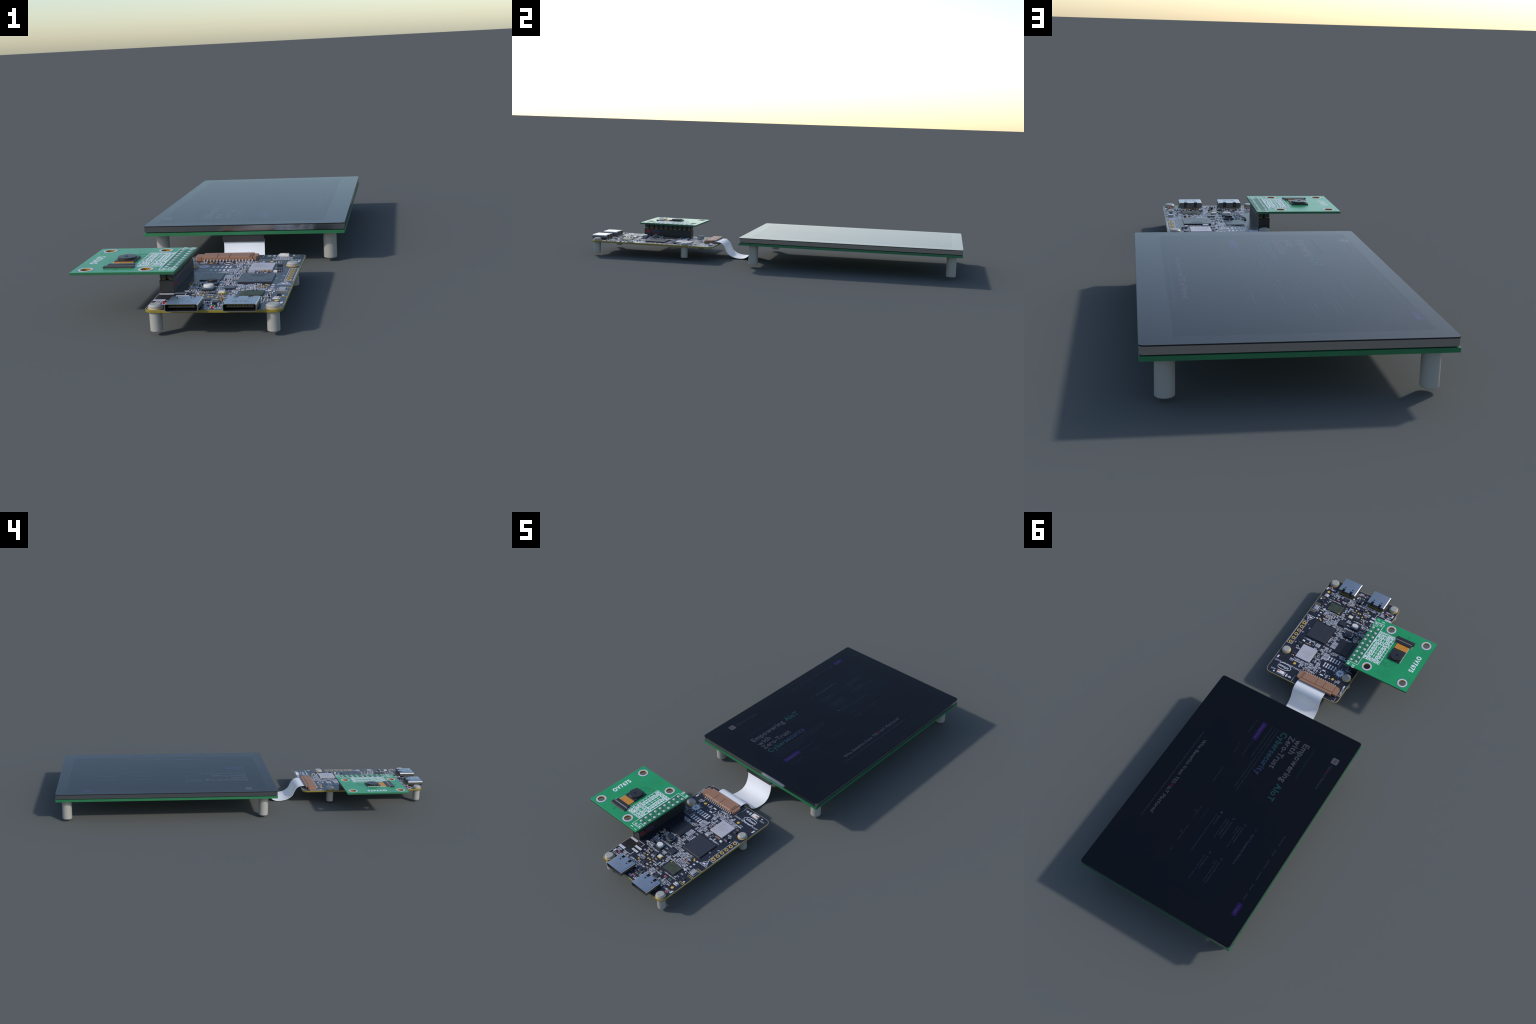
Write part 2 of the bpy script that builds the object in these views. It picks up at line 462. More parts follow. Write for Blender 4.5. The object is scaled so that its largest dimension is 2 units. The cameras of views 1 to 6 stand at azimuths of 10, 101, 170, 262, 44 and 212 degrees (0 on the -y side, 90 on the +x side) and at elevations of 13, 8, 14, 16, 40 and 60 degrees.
st = Shape()
st.lathe(0, 0, [(.0175, Z_LEG), (.0186, Z_LEG + .0012), (.0186, .0706)], "leg_nylon", 36)
so = st.to("standoff", board, 40)
bh = Shape()
bh.lathe(0, 0, [(.0198, ZB + .0006), (.0200, ZB + .0075), (.0160, ZB + .0118), (.0010, ZB + .0121)], "leg_nylon", 36)
bo = bh.to("screw_head", board, 40)
gr = Shape(); gr.ring(0, 0, .012, .0228, ZB, ZB + .0005, "gold", 40)
go = gr.to("screw_pad", board)
for i, (x, y) in enumerate(((-.0968, -.9550), (.2455, -.9550), (.2455, -.4625), (-.0962, -.4628))):
    for src in (so, bo, go):
        o = src if i == 0 else link(src.copy(), board)
        o.location = (x, y, 0)

ZS = ZB + .0002                                     # print and pads lie on the mask
keep = []                                           # rectangles that small parts avoid
def hold(x0, x1, y0, y1, g=.002): keep.append((min(x0, x1) - g, max(x0, x1) + g, min(y0, y1) - g, max(y0, y1) + g))

# ---- integrated circuits
def chip(name, x0, x1, y0, y1, h, m, ch=.0006, g=.003):
    s = Shape(); s.box(x0, x1, y0, y1, ZB, ZB + h, m, ch); hold(x0, x1, y0, y1, g); return s.to(name, board)
chip("processor_chip", .0985, .2055, -.6930, -.5870, .0052, "chip_black")
chip("memory_chip", -.0310, .0380, -.6575, -.5725, .0036, "chip_dark")
chip("radio_module", .1080, .1870, -.5340, -.4485, .0056, "can_silver")
chip("flash_chip", .0702, .1005, -.7595, -.7330, .0038, "chip_black")
chip("power_chip", .0300, .0503, -.8125, -.7970, .0032, "chip_black")
chip("power_chip", .0325, .0492, -.8815, -.8670, .0032, "chip_black")
chip("power_chip", .1375, .1558, -.8948, -.8790, .0032, "chip_black")
chip("level_shifter", .0637, .0783, -.9230, -.9032, .0070, "chip_dark")
chip("level_shifter", .1990, .2185, -.5330, -.5190, .0060, "chip_dark")
chip("level_shifter", .1940, .2120, -.4725, -.4570, .0055, "chip_black")
chip("sensor_chip", .1277, .1980, -.8380, -.7870, .0040, "chip_olive", .0003)
chip("sensor_chip", .2400, .2525, -.8265, -.8175, .0040, "chip_black")
chip("sensor_chip", .0905, .1010, -.7185, -.7085, .0030, "chip_black") if False else None
chip("crystal_can", .1115, .1340, -.5705, -.5490, .0075, "can_grey", .0012)
chip("crystal_can", .0590, .0790, -.8105, -.7940, .0055, "xtal_beige")
chip("microphone", .2392, .2595, -.7805, -.7555, .0052, "can_grey", .0008)

pr = Shape()
for s, x, y, L in (("PSE846GPS2D", .1220, -.6030, .062), ("BZC4ASES", .1330, -.6150, .040), ("3C5A00007", .1290, -.6270, .046)):
    pr.text(s, (x, y), .0075, "chip_print", length=L, z=ZB + .0054)
for s, x, y in (("C14", .108, -.648), ("JPN", .128, -.668), ("O C", .155, -.684), ("A25", .184, -.670)):
    pr.text(s, (x, y), .0075, "chip_print", z=ZB + .0054)
pr.to("chip_marking", board)
rp = Shape()
rp.text("muRata", (.1190, -.4720), .0075, "can_mark", length=.034, z=ZB + .0058, rot=0)
rp.text("LBEE5HY2FY", (.1180, -.4900), .0065, "can_mark", length=.058, z=ZB + .0058)
rp.text("SS450127C", (.1180, -.5040), .0065, "can_mark", length=.048, z=ZB + .0058)
rp.ring(.121, -.519, .0035, .0047, ZB + .0056, ZB + .0058, "can_mark")
rp.to("radio_marking", board)
# loops on the sensor package
lp = Shape(); zz = ZB + .0041
for x, y in ((.1485, -.8260), (.1560, -.7970), (.1810, -.7990), (.1810, -.8255)):
    lp.stroke([(x - .0095, y - .0055), (x + .0095, y - .0055), (x + .0095, y + .0055), (x - .0095, y + .0055), (x - .0095, y - .0055)], .0012, zz, "chip_olive_line", .0002)
lp.stroke([(.130, -.8110), (.148, -.8110), (.160, -.8130), (.166, -.8060), (.166, -.7900)], .0012, zz, "chip_olive_line", .0002)
lp.cbox(.1320, -.7910, .008, .006, zz, .0002, "gold_pin")
lp.to("sensor_trace", board)
mh = Shape(); mh.disc(.2425, -.7770, .0014, ZB + .0052, "usb_black", 12, .0003); mh.to("microphone_port", board)
xp = Shape(); xp.box(.0790, .0828, -.8105, -.8060, ZB, ZB + .0035, "gold_pin"); xp.box(.0790, .0828, -.7985, -.7940, ZB, ZB + .0035, "gold_pin")
xp.box(.0590, .0790, -.8120, -.8106, ZB, ZB + .0030, "gold_pin"); xp.to("crystal_pad", board)
lgp = Shape()
for k in range(4):
    y = -.9215 + .0052 * k
    lgp.box(.0590, .0636, y - .0014, y + .0014, ZB, ZB + .0022, "pad_tin"); lgp.box(.0784, .0830, y - .0014, y + .0014, ZB, ZB + .0022, "pad_tin")
for k in range(3):
    x = .2020 + .0068 * k
    lgp.box(x - .0015, x + .0015, -.5370, -.5331, ZB, ZB + .002, "pad_tin")
lgp.box(.2060, .2120, -.5189, -.5150, ZB, ZB + .002, "pad_tin")
lgp.to("chip_lead", board, kind="stuff"); hold(.058, .084, -.925, -.902)

# ---- push buttons
for nm, x0, x1, y0, y1, cx, cy, m in (("push_button", .0010, .0380, -.7725, -.7420, .0200, -.7575, "button_white"), ("push_button", -.0005, .0380, -.7115, -.6815, .0195, -.6970, "button_black")):
    s = Shape(); s.prism(rounded(x0 - .001, x1 + .001, y0 - .001, y1 + .001, .004, 3), ZB, ZB + .0035, "button_black")
    s.prism(rounded(x0, x1, y0, y1, .006, 4), ZB + .0035, ZB + .0080, "button_plate")
    s.lathe(cx, cy, [(.0160, ZB + .0080), (.0160, ZB + .0142), (.0145, ZB + .0157), (.001, ZB + .0158)], m, 28, 1.0, .74)
    s.to(nm, board, 25); hold(x0, x1, y0, y1, .003)

# ---- light emitting diodes, brown capacitors, pads
def led(x, y, m, w=.0062, d=.0060):
    s = Shape(); s.cbox(x, y, w, d, ZB, .0035, m)
    s.cbox(x - w * .75, y, w * .5, d * 1.15, ZB, .0015, "pad_tin"); s.cbox(x + w * .75, y, w * .5, d * 1.15, ZB, .0015, "pad_tin")
    s.to("indicator_led", board); hold(x - w, x + w, y - d / 2, y + d / 2)
for x, y in ((-.0819, -.9090), (.0704, -.9544), (.1782, -.8669), (.2478, -.9225)): led(x, y, "led_red")
for x, y in ((.0700, -.9376), (.2051, -.8662)): led(x, y, "led_green")
s = Shape(); s.box(.2375, .2500, -.8735, -.8575, ZB, ZB + .0045, "ceramic_white")
s.cbox(.2405, -.8690, .0035, .004, ZB + .0045, .0004, "led_red"); s.cbox(.2465, -.8690, .004, .004, ZB + .0045, .0004, "led_blue"); s.cbox(.2435, -.8610, .004, .003, ZB + .0045, .0004, "led_green")
for x in (.2350, .2525):
    for y in (-.8700, -.8610): s.cbox(x, y, .005, .0055, ZB, .0015, "pad_tin")
s.to("colour_led", board); hold(.232, .256, -.875, -.856)
cap = Shape(); cap.cbox(0, 0, .0086, .0064, 0, .0046, "cap_brown", .0006); cap.cbox(-.0048, 0, .0010, .0060, 0, .0040, "pad_tin"); cap.cbox(.0048, 0, .0010, .0060, 0, .0040, "pad_tin")
first_cap = None
for x, y in ((.0123, -.8037), (.0043, -.8379), (.0681, -.8254), (.0836, -.8672), (.0797, -.8867), (.1155, -.8597), (.1413, -.8602), (.1631, -.5463), (.1775, -.5457),
             (.1754, -.7379), (.1926, -.7460), (-.0467, -.6747), (-.0473, -.6969), (-.0453, -.7165), (.2020, -.4500)):
    if first_cap is None: first_cap = o = cap.to("capacitor", board)
    else: o = link(first_cap.copy(), board)
    o.location = (x, y, ZB); hold(x - .006, x + .006, y - .0035, y + .0035)
s = Shape(); s.cbox(.1990, -.5531, .0120, .0085, ZB, .0055, "ceramic_white", .0008); s.to("indicator_lens", board); hold(.192, .206, -.558, -.548)

gd = Shape()
for x, y in ((.0063, -.8732), (.0185, -.8328), (.0370, -.8454), (.0481, -.8448), (.0644, -.8550), (.1917, -.7099), (.1994, -.7164)):
    gd.disc(x, y, .0042, ZS, "gold"); hold(x - .0045, x + .0045, y - .0045, y + .0045, .001)
for x, y in ((-.0252, -.6733), (-.0259, -.6887), (-.0254, -.7045), (-.0420, -.6890)): gd.disc(x, y, .0030, ZS, "gold_pin")
for x, y in ((.2474, -.8906), (-.0404, -.4233), (.1676, -.4110)):
    gd.disc(x, y, .0098, ZS - .0001, "halo_brown", 28, .0002); gd.disc(x, y, .0066, ZS + .0001, "gold", 28); hold(x - .010, x + .010, y - .010, y + .010)
for x, y in ((.2473, -.4178), (-.0936, -.4175), (-.0960, -.9123), (.2470, -.9104)): gd.ring(x, y, .0028, .0048, ZS, ZS + .0003, "halo_brown")
gd.to("test_pad", board)

pd = Shape()
for i in range(6):
    pd.ring(.2543, -.6537 + i * .02708, .0046, .0094, ZS, ZS + .0005, "gold_ring", 28, sq=(i == 0))
    pd.disc(.2543, -.6537 + i * .02708, .0046, ZS, "usb_black", 20, .0001)
pd.to("pin_pad", board); hold(.2405, .275, -.6720, -.4990)

tn = Shape()
for x0, x1, y0, y1 in ((-.1225, -.0868, -.8828, -.8702), (-.1210, -.0772, -.8148, -.8040), (-.0650, -.0247, -.8378, -.8268), (-.0622, -.0245, -.8580, -.8478)):
    ym = (y0 + y1) / 2
    tn.box(x0, x1, y0, ym - .0006, ZS, ZS + .0005, "pad_tin"); tn.box(x0, x1, ym + .0006, y1, ZS, ZS + .0005, "pad_tin"); tn.box(x0 + .001, x1 - .001, ym - .0006, ym + .0006, ZS, ZS + .0003, "can_mark")
for x, y in ((.2136, -.7124), (.2150, -.7330), (.2144, -.7524)):
    tn.cbox(x, y, .0100, .0075, ZS, .0005, "pad_tin"); hold(x - .006, x + .006, y - .005, y + .005)
for x, y in ((.0211, -.4463), (.0197, -.4176)): tn.cbox(x, y, .0170, .0072, ZS, .0005, "pad_tin")
for y0, y1 in ((-.5352, -.5102), (-.4938, -.4668)):          # bone-shaped jumper pads
    for x in (.0376, .0235, .0092, -.0053, -.0204):
        ym = (y0 + y1) / 2
        tn.prism([(x - .0042, y0), (x + .0042, y0), (x + .0042, y0 + .004), (x + .0020, ym), (x + .0042, y1 - .004), (x + .0042, y1), (x - .0042, y1), (x - .0042, y1 - .004), (x - .0020, ym), (x - .0042, y0 + .004)], ZS, ZS + .0005, "pad_tin")
tn.to("solder_pad", board)
mp = Shape(); mp.box(-.1215, -.0300, -.8695, -.8155, ZB, ZB + .0001, "mask_patch"); mp.to("bare_mask", board)
hold(-.126, -.022, -.886, -.799); hold(-.028, .044, -.540, -.463); hold(.006, .036, -.452, -.412); hold(-.090, -.022, -.500, -.440)
for x, y in ((-.0968, -.9550), (.2455, -.9550), (.2455, -.4625), (-.0962, -.4628)): hold(x - .024, x + .024, y - .024, y + .024)

# ---- chip antenna
s = Shape(); s.box(.1850, .2165, -.3365, -.3195, ZB, ZB + .0080, "ceramic_white", .0008)
s.cbox(.2095, -.3307, .0110, .0070, ZB + .0080, .0003, "ant_red"); s.box(.1805, .1850, -.3355, -.3205, ZB, ZB + .0055, "pad_tin"); s.box(.2165, .2205, -.3355, -.3205, ZB, ZB + .0040, "button_plate")
s.to("chip_antenna", board)

# ---- silkscreen print with a fixed place
sk = Shape()
W = "silk_white"
sk.stroke([(-.0820, -.8840), (-.0400, -.8840), (-.0400, -.8622)], .0020, ZS, W); sk.stroke([(-.0760, -.8003), (-.0400, -.8003), (-.0400, -.8205)], .0020, ZS, W)
sk.stroke([(.2420, -.6690), (.2420, -.5060), (.2695, -.5060), (.2695, -.6690), (.2420, -.6690)], .0014, ZS, W); sk.stroke([(.2722, -.7380), (.2722, -.5000)], .0008, ZS, "silk_edge")
sk.stroke([(.2466, -.6735), (.2249, -.7100), (.2669, -.7100), (.2466, -.6735)], .0018, ZS, W); sk.stroke([(.2360, -.7060), (.2520, -.6860), (.2560, -.7040)], .0022, ZS + .0002, W); sk.stroke([(.2350, -.6960), (.2570, -.7070)], .0018, ZS + .0004, W); sk.disc(.2440, -.6990, .0052, ZS, W, 10, .0004)
sk.stroke([(.2333, -.7842), (.2635, -.7842), (.2635, -.7520), (.2333, -.7520), (.2333, -.7842)], .0014, ZS, W)
sk.stroke([(.0334, -.4400), (.0334, -.4250)], .0025, ZS, W); sk.stroke([(.0080, -.4400), (.0080, -.4250)], .0025, ZS, W)
sk.stroke([(.1215, -.3960), (.1215, -.3540), (.1280, -.3470), (.1280, -.3130)], .0012, ZS, W); sk.stroke([(-.1110, -.3960), (-.1110, -.3700)], .0012, ZS, W); sk.stroke([(-.1080, -.3330), (-.1080, -.3130), (-.0950, -.3130)], .0012, ZS, W)
sk.stroke([(.1785, -.3400), (.2220, -.3400)], .0011, ZS, W); sk.stroke([(.1785, -.3165), (.2220, -.3165)], .0011, ZS, W); sk.stroke([(.1770, -.3390), (.1770, -.3175)], .0018, ZS, W)
sk.disc(.2330, -.3212, .0042, ZS, W); sk.disc(.2598, -.8338, .0042, ZS, W); sk.disc(.0964, -.9288, .0042, ZS, W); sk.disc(.1209, -.8972, .0038, ZS, W); sk.disc(-.0410, -.7770, .0070, ZS, W, 20, .0003, 1.55, .85)
for x, y, r in ((-.0215, -.7300, .0035), (.0605, -.7050, .0038), (.0940, -.5715, .0035), (.0680, -.5000, .0035), (-.0080, -.7850, .0032)): sk.disc(x, y, r, ZS, W)
sk.text("PSOC-EDGE E84 AI KIT", (.1265, -.3910), .0078, W, length=.1405, z=ZS, bold=.01); sk.text("ANT1", (.2290, -.3375), .0075, W, length=.027, z=ZS)
sk.text("J15", (.1060, -.4060), .0075, W, z=ZS); sk.text("J12B", (-.0150, -.4290), .0075, W, z=ZS)
for t, x, y in (("1", .2300, -.6590), ("18", .2090, -.6400), ("J9", .2275, -.6040), ("6", .2280, -.5320), ("LED1", .0850, -.9590), ("D17", .0850, -.9420), ("BUS", .1870, -.9500)):
    sk.text(t, (x, y), .0080, W, z=ZS)
sk.text("DISPLAY", (-.1210, -.3600), .0085, W, rot=-90, length=.042, z=ZS)
sk.stroke([(-.1190, -.3640), (-.1190, -.3520), (-.1090, -.3520), (-.1090, -.3560)], .0016, ZS, W)
# row of waves beside the sensor
for r in (.004, .0075, .011):
    sk.stroke(arc(.2100, -.7880, r, r, 40, 140, 8), .0018, ZS, W)
sk.disc(.2100, -.7860, .0020, ZS, W, 10)
# radio marks: rune and fan
sk.stroke([(.1605, -.3335), (.1695, -.3240), (.1655, -.3205)], .0024, ZS, W); sk.stroke([(.1655, -.3200), (.1655, -.3370)], .0026, ZS + .0002, W); sk.stroke([(.1655, -.3365), (.1695, -.3330), (.1605, -.3235)], .0024, ZS + .0004, W)
for r in (.004, .008, .012):
    sk.stroke(arc(.1473, -.3355, r, r, 50, 130, 6), .0026, ZS, W)
# maker's mark: word within an open ellipse
sk.text("infineon", (.1765, -.3710), .0135, W, length=.0580, z=ZS, bold=.02); sk.stroke(arc(.2035, -.3675, .0385, .0185, 40, 318, 36), .0024, ZS, W)
# pointing hands beside the ground pads
for x, y, d in ((.2605, -.4075, 1), (-.1110, -.4085, 1), (.2640, -.9093, 1), (-.1124, -.9103, 1)):
    sk.prism([(x - .0045, y - .0095), (x + .0020, y - .0095), (x + .0042, y - .001), (x + .0030, y + .0095), (x + .0005, y + .0098), (x, y + .003), (x - .0025, y + .0070), (x - .0045, y + .006), (x - .0035, y)], ZS, ZS + .0003, W)
# processor badge: disc with rays
ax, ay = -.0545, -.4710
for k in range(12):
    a = 2 * PI * k / 12 + .15
    r1 = .0290 if k % 2 else .0250
    px, py = ax + r1 * math.cos(a), ay + r1 * math.sin(a)
    if k % 12 in (5, 6): continue
    sk.stroke([(ax + .017 * math.cos(a), ay + .017 * math.sin(a)), (px, py)], .0022, ZS, W); sk.disc(px, py, .0022, ZS, W, 8, .0003)
sk.disc(ax, ay, .0185, ZS, W, 32, .0003); sk.text("AI", (ax, ay), .0125, "mask_black", align="c", z=ZS + .0005, bold=.02)
sk.ring(-.0800, -.5120, .0080, .0092, ZS, ZS + .0002, W, 20); sk.stroke([(-.0760, -.5300), (-.0340, -.5300), (-.0300, -.5000), (-.0300, -.4960)], .0010, ZS, W); sk.stroke([(-.070, -.500), (-.105, -.500)], .0010, ZS, W)
# ranks of upright labels between the chips
rr = random.Random(11)
def label(rng):
    return rng.choice("RRRCCCCUQDL") + str(rng.randint(10, 399))
for x0, y in ((.0420, -.6270), (.0460, -.5440)):
    for k in range(5):
        sk.text("R%d" % rr.randint(110, 299), (x0 + k * .0066, y), .0058, W, rot=90, length=.0200, z=ZS, bold=.03)
        sk.text("C%d" % rr.randint(110, 299), (x0 + k * .0066, y + .0215), .0058, W, rot=90, length=.0195, z=ZS, bold=.03)
hold(.036, .070, -.629, -.584, 0); hold(.040, .073, -.546, -.502, 0)
sk.to("silkscreen_print", board)

# ---- USB sockets
def usb(x0):
    w, y0, y1, z0, z1 = .0960, -1.0000, -.9180, .0797, .1025
    prof = rounded(-w / 2, w / 2, z0, z1, .0055, 6)
    inner = rounded(-w / 2 + .0016, w / 2 - .0016, z0 + .0016, z1 - .0016, .0042, 6)
    n = len(prof); s = Shape(); P = []
    for pts, y in ((prof, y0 + .0004), (prof, y1), (inner, y0 + .0004), (inner, y1 - .012)):
        P += [(a, y, b) for a, b in pts]
    F = [(i, n + i, n + (i + 1) % n, (i + 1) % n) for i in range(n)]
    F += [(2 * n + i, i, (i + 1) % n, 2 * n + (i + 1) % n) for i in range(n)]
    F += [(3 * n + i, 2 * n + i, 2 * n + (i + 1) % n, 3 * n + (i + 1) % n) for i in range(n)]
    F += [tuple(range(n, 2 * n)), tuple(reversed(range(3 * n, 4 * n)))]
    F = [tuple(reversed(f)) for f in F]
    s.add(P, F, "usb_shell")
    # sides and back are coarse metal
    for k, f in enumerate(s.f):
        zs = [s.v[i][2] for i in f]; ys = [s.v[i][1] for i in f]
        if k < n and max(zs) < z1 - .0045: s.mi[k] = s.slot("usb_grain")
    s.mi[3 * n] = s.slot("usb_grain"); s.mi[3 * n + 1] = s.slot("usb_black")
    ob = s.to("usb_socket", board, 40)
    ob.data.polygons[3 * n + 1].use_smooth = False
    cut = Shape()
    for sx in (-.0205, .0215):
        cut.cbox(sx, -.9220, .0135, .0250, z0 + .004, .04, "usb_black")
        cut.cbox(sx, -.9445, .0085, .0050, z1 - .004, .02, "usb_black")
    co = cut.to("cutter", board)
    md = ob.modifiers.new("cut", "BOOLEAN"); md.object = co; md.operation = "DIFFERENCE"; md.solver = "EXACT"
    me = bpy.data.meshes.new_from_object(ob.evaluated_get(bpy.context.evaluated_depsgraph_get()))
    ob.modifiers.clear(); ob.data = me; me.name = "usb_socket"
    bpy.data.objects.remove(co)
    t = Shape()
    t.box(-.0395, .0395, y0 + .010, y1 - .013, z0 + .0098, z0 + .0138, "usb_tongue")
    for k in range(9): t.box(-.0350 + k * .0082, -.0302 + k * .0082, y0 + .0110, y1 - .013, z0 + .0138, z0 + .0144, "gold_pin")
    for sx in (-.0205, .0215):
        t.cbox(sx, -.9300, .0115, .0100, z0 + .001, .0195, "usb_black"); t.cbox(sx, -.9215, .0110, .0060, z0 + .006, .0100, "usb_tongue", .001)
    to = t.to("usb_tongue", board)
    q = Shape()
    for k in range(12): q.cbox(-.0365 + k * .0066, -.9150, .0036, .0070, ZB, .0022, "gold_pin")
    for sx in (-1, 1):
        q.lathe(sx * .0455, -.9140, [(.0050, ZB), (.0048, ZB + .0018), (.002, ZB + .0026)], "pad_tin", 14)
        q.cbox(sx * .0500, -.9450, .0050, .0180, ZB, .0012, "usb_grain")
    qo = q.to("usb_lead", board)
    g = Shape(); g.text("GTC", (0, -.9720), .0160, "usb_mark", align="c", z=z1 + .0002, length=.052); go_ = g.to("usb_marking", board)
    return ob, to, qo, go_
set_a = usb(0)
for i, cx in enumerate((-.0095, .1577)):
    for o in set_a:
        p = o if i == 0 else link(o.copy(), board)
        p.location.x = cx
hold(-.066, .046, -1.0, -.908, 0); hold(.102, .214, -1.0, -.908, 0)

# ---- brown cable connector
cn = Shape(); B = "connector_brown"; ZC = .0940
cn.box(-.0800, .0968, -.3900, -.3310, ZB, .0905, B)
cn.box(-.0800, .0968, -.3445, -.3310, .0905, ZC, B, .0006)
for x0, x1 in ((-.0800, -.0273), (-.0252, .0162), (.0183, .0868), (.0887, .0912), (.0931, .0968)):
    y0, y1 = -.3900, -.3464
    cn.add([(x0, y0, .0905), (x1, y0, .0905), (x1, y1, .0905), (x0, y1, .0905), (x0, y0 + .007, ZC), (x1, y0 + .007, ZC), (x1, y1, ZC), (x0, y1, ZC)],
           [(3, 2, 1, 0), (4, 5, 6, 7), (0, 1, 5, 4), (1, 2, 6, 5), (2, 3, 7, 6), (3, 0, 4, 7)], B)
cn.box(-.0795, .0963, -.3890, -.3315, .0905, .0907, "groove_brown")
for sx, a, b in ((1, .0985, .1150), (-1, .0820, .1045)):
    xs = sorted((sx * a, sx * b)); o = sx * b; i_ = sx * a
    cn.prism([(i_, -.3870), (o - sx * .006, -.3870), (o, -.3780), (o, -.3470), (o - sx * .004, -.3400), (i_, -.3400)][::sx], ZB, .0922, B)
cn.box(.0968, .0985, -.3860, -.3480, ZB, .0860, B); cn.box(-.0820, -.0800, -.3860, -.3480, ZB, .0860, B)
cn.to("cable_connector", board)
cp = Shape()
for k in range(16):
    x = -.0705 + k * .0112
    cp.box(x - .0022, x + .0022, -.3990, -.3902, ZB, ZB + .0018, "solder"); cp.box(x - .0016, x + .0016, -.3930, -.3902, ZB + .0018, ZB + .0060, "solder")
cp.to("connector_lead", board, kind="stuff"); hold(-.112, .130, -.401, -.30, 0)

# ---- the crowd of tiny parts and their printed names
hold(-.126, -.050, -.800, -.505, 0); hold(.131, .276, -.400, -.30, 0); hold(.2215, .276, -.750, -.495, 0); hold(.2300, .276, -.848, -.748, 0)
hold(-.050, -.033, -.665, -.56, 0); hold(.2060, .2400, -.690, -.575, 0)
hold(.2080, .276, -.447, -.398, 0); hold(-.126, -.085, -.44, -.398, 0)
dust = Shape(); names = Shape(); rg = random.Random(21)
def clear(x0, x1, y0, y1):
    if x0 < BX0 + .010 or x1 > BX1 - .008 or y0 < BY0 + .012 or y1 > BY1 - .010: return False
    return not any(x0 < k[1] and x1 > k[0] and y0 < k[3] and y1 > k[2] for k in keep)
def tiny(x, y, upright):
    l, w, h = (.0078, .0044, .0020) if rg.random() < .75 else (.0100, .0060, .0030)
    m = rg.choice(("body_tan", "body_tan", "chip_dark", "chip_dark", "chip_dark"))
    for a0, a1, mm in ((-.5, -.29, "pad_tin"), (-.29, .29, m), (.29, .5, "pad_tin")):
        if upright: dust.box(x - w / 2, x + w / 2, y + a0 * l, y + a1 * l, ZB, ZB + h, mm)
        else: dust.box(x + a0 * l, x + a1 * l, y - w / 2, y + w / 2, ZB, ZB + h, mm)
y = BY0 + .016
while y < BY1 - .012:
    x = BX0 + .012 + rg.uniform(0, .006)
    while x < BX1 - .012:
        r = rg.random()
        if r < .40:                                  # name printed along x
            t = label(rg); L = .0053 * len(t)
            if clear(x, x + L, y - .0036, y + .0036): names.text(t, (x, y - .0038), .0077, "silk_white", length=L, z=ZS, bold=.035, res=2)
            x += L + .0026
        elif r < .50:                                # name printed along y
            t = label(rg); L = .0053 * len(t)
            if clear(x, x + .0080, y - .0040, y - .0040 + L):
                names.text(t, (x + .0076, y - .0038), .0075, "silk_white", rot=90, length=L, z=ZS, bold=.035, res=2); hold(x, x + .0072, y - .0040, y - .0040 + L, .0008)
            x += .0090
        elif r < .80:                                # resistor or capacitor, often in pairs
            up = rg.random() < .5; wd = .0055 if up else .0090
            for k in range(rg.choice((1, 1, 2, 3))):
                if clear(x, x + wd, y - .0045, y + .0045): tiny(x + wd / 2, y, up)
                x += wd + .0012
        elif r < .88:                                # part with a printed corner
            if clear(x, x + .010, y - .0045, y + .0045):
                names.stroke([(x + .001, y - .0035), (x + .001, y + .0035), (x + .009, y + .0035)], .0012, ZS, "silk_white")
                tiny(x + .0055, y - .0003, False)
            x += .0115
        elif r < .93:
            if clear(x, x + .0055, y - .0040, y + .0040): names.disc(x + .0028, y, rg.uniform(.0018, .0030), ZS, "silk_white", 10, .0003)
            x += .0065
        else: x += rg.uniform(.002, .007)
    y += .0103
dust.to("chip_resistor", board, kind="stuff"); names.to("part_label", board, kind="stuff")

# ================================================================== PIN HEADER
hd = Shape(); hd.box(-.1235, -.0805, -.7945, -.5160, ZB + .0004, .1190, "header_black", .0012)
header = hd.to("header_socket", ROOT)
hb = Shape()
for i in range(10):
    y0 = -.7945 + i * .02785
    for x0, x1 in ((-.1225, -.1015), (-.1005, -.0805)):
        yc, e = .0040, .0
        hb.prism([(x0, y0 + .004), (x0 + .003, y0 + .0010), (x1 - .003, y0 + .0010), (x1, y0 + .004), (x1, y0 + .0235), (x1 - .003, y0 + .0268), (x0 + .003, y0 + .0268), (x0, y0 + .0235)], .1225, .1424, "header_black")
        hb.box((x0 + x1) / 2 - .005, (x0 + x1) / 2 + .005, y0 + .0090, y0 + .0190, .1180, .1226, "gold_pin")
hb.to("pin_strip", header)
lo = Shape(); fr = (Vector((-.0803, 0, 0)), Vector((0, 1, 0)), Vector((0, 0, 1)))
lo.text("TESA", (-.7905, .0965), .0125, "print_red", length=.0350, frame=fr, bold=.02)
lo.text("infineon", (-.7420, .0985), .0120, "print_blue", length=.0360, frame=(fr[0], fr[1], fr[2]), bold=.02)
def wall_arc(cy, cz, ry, rz, a0, a1, w, m, n=28):
    P, F = [], []
    for i in range(n + 1):
        a = math.radians(a0 + (a1 - a0) * i / n)
        for k in (-.5, .5): P.append((-.0803, cy + (ry + k * w) * math.cos(a), cz + (rz + k * w) * math.sin(a)))
    for i in range(n): F.append((2 * i, 2 * i + 1, 2 * i + 3, 2 * i + 2))
    lo.add(P, F, m)
wall_arc(-.7735, .1030, .0118, .0118, 60, 120, .0012, "print_grey"); wall_arc(-.7735, .1030, .0118, .0118, 215, 325, .0012, "print_grey")
wall_arc(-.7250, .1030, .0225, .0115, 75, 325, .0022, "print_red")
lo.to("header_logo", header)

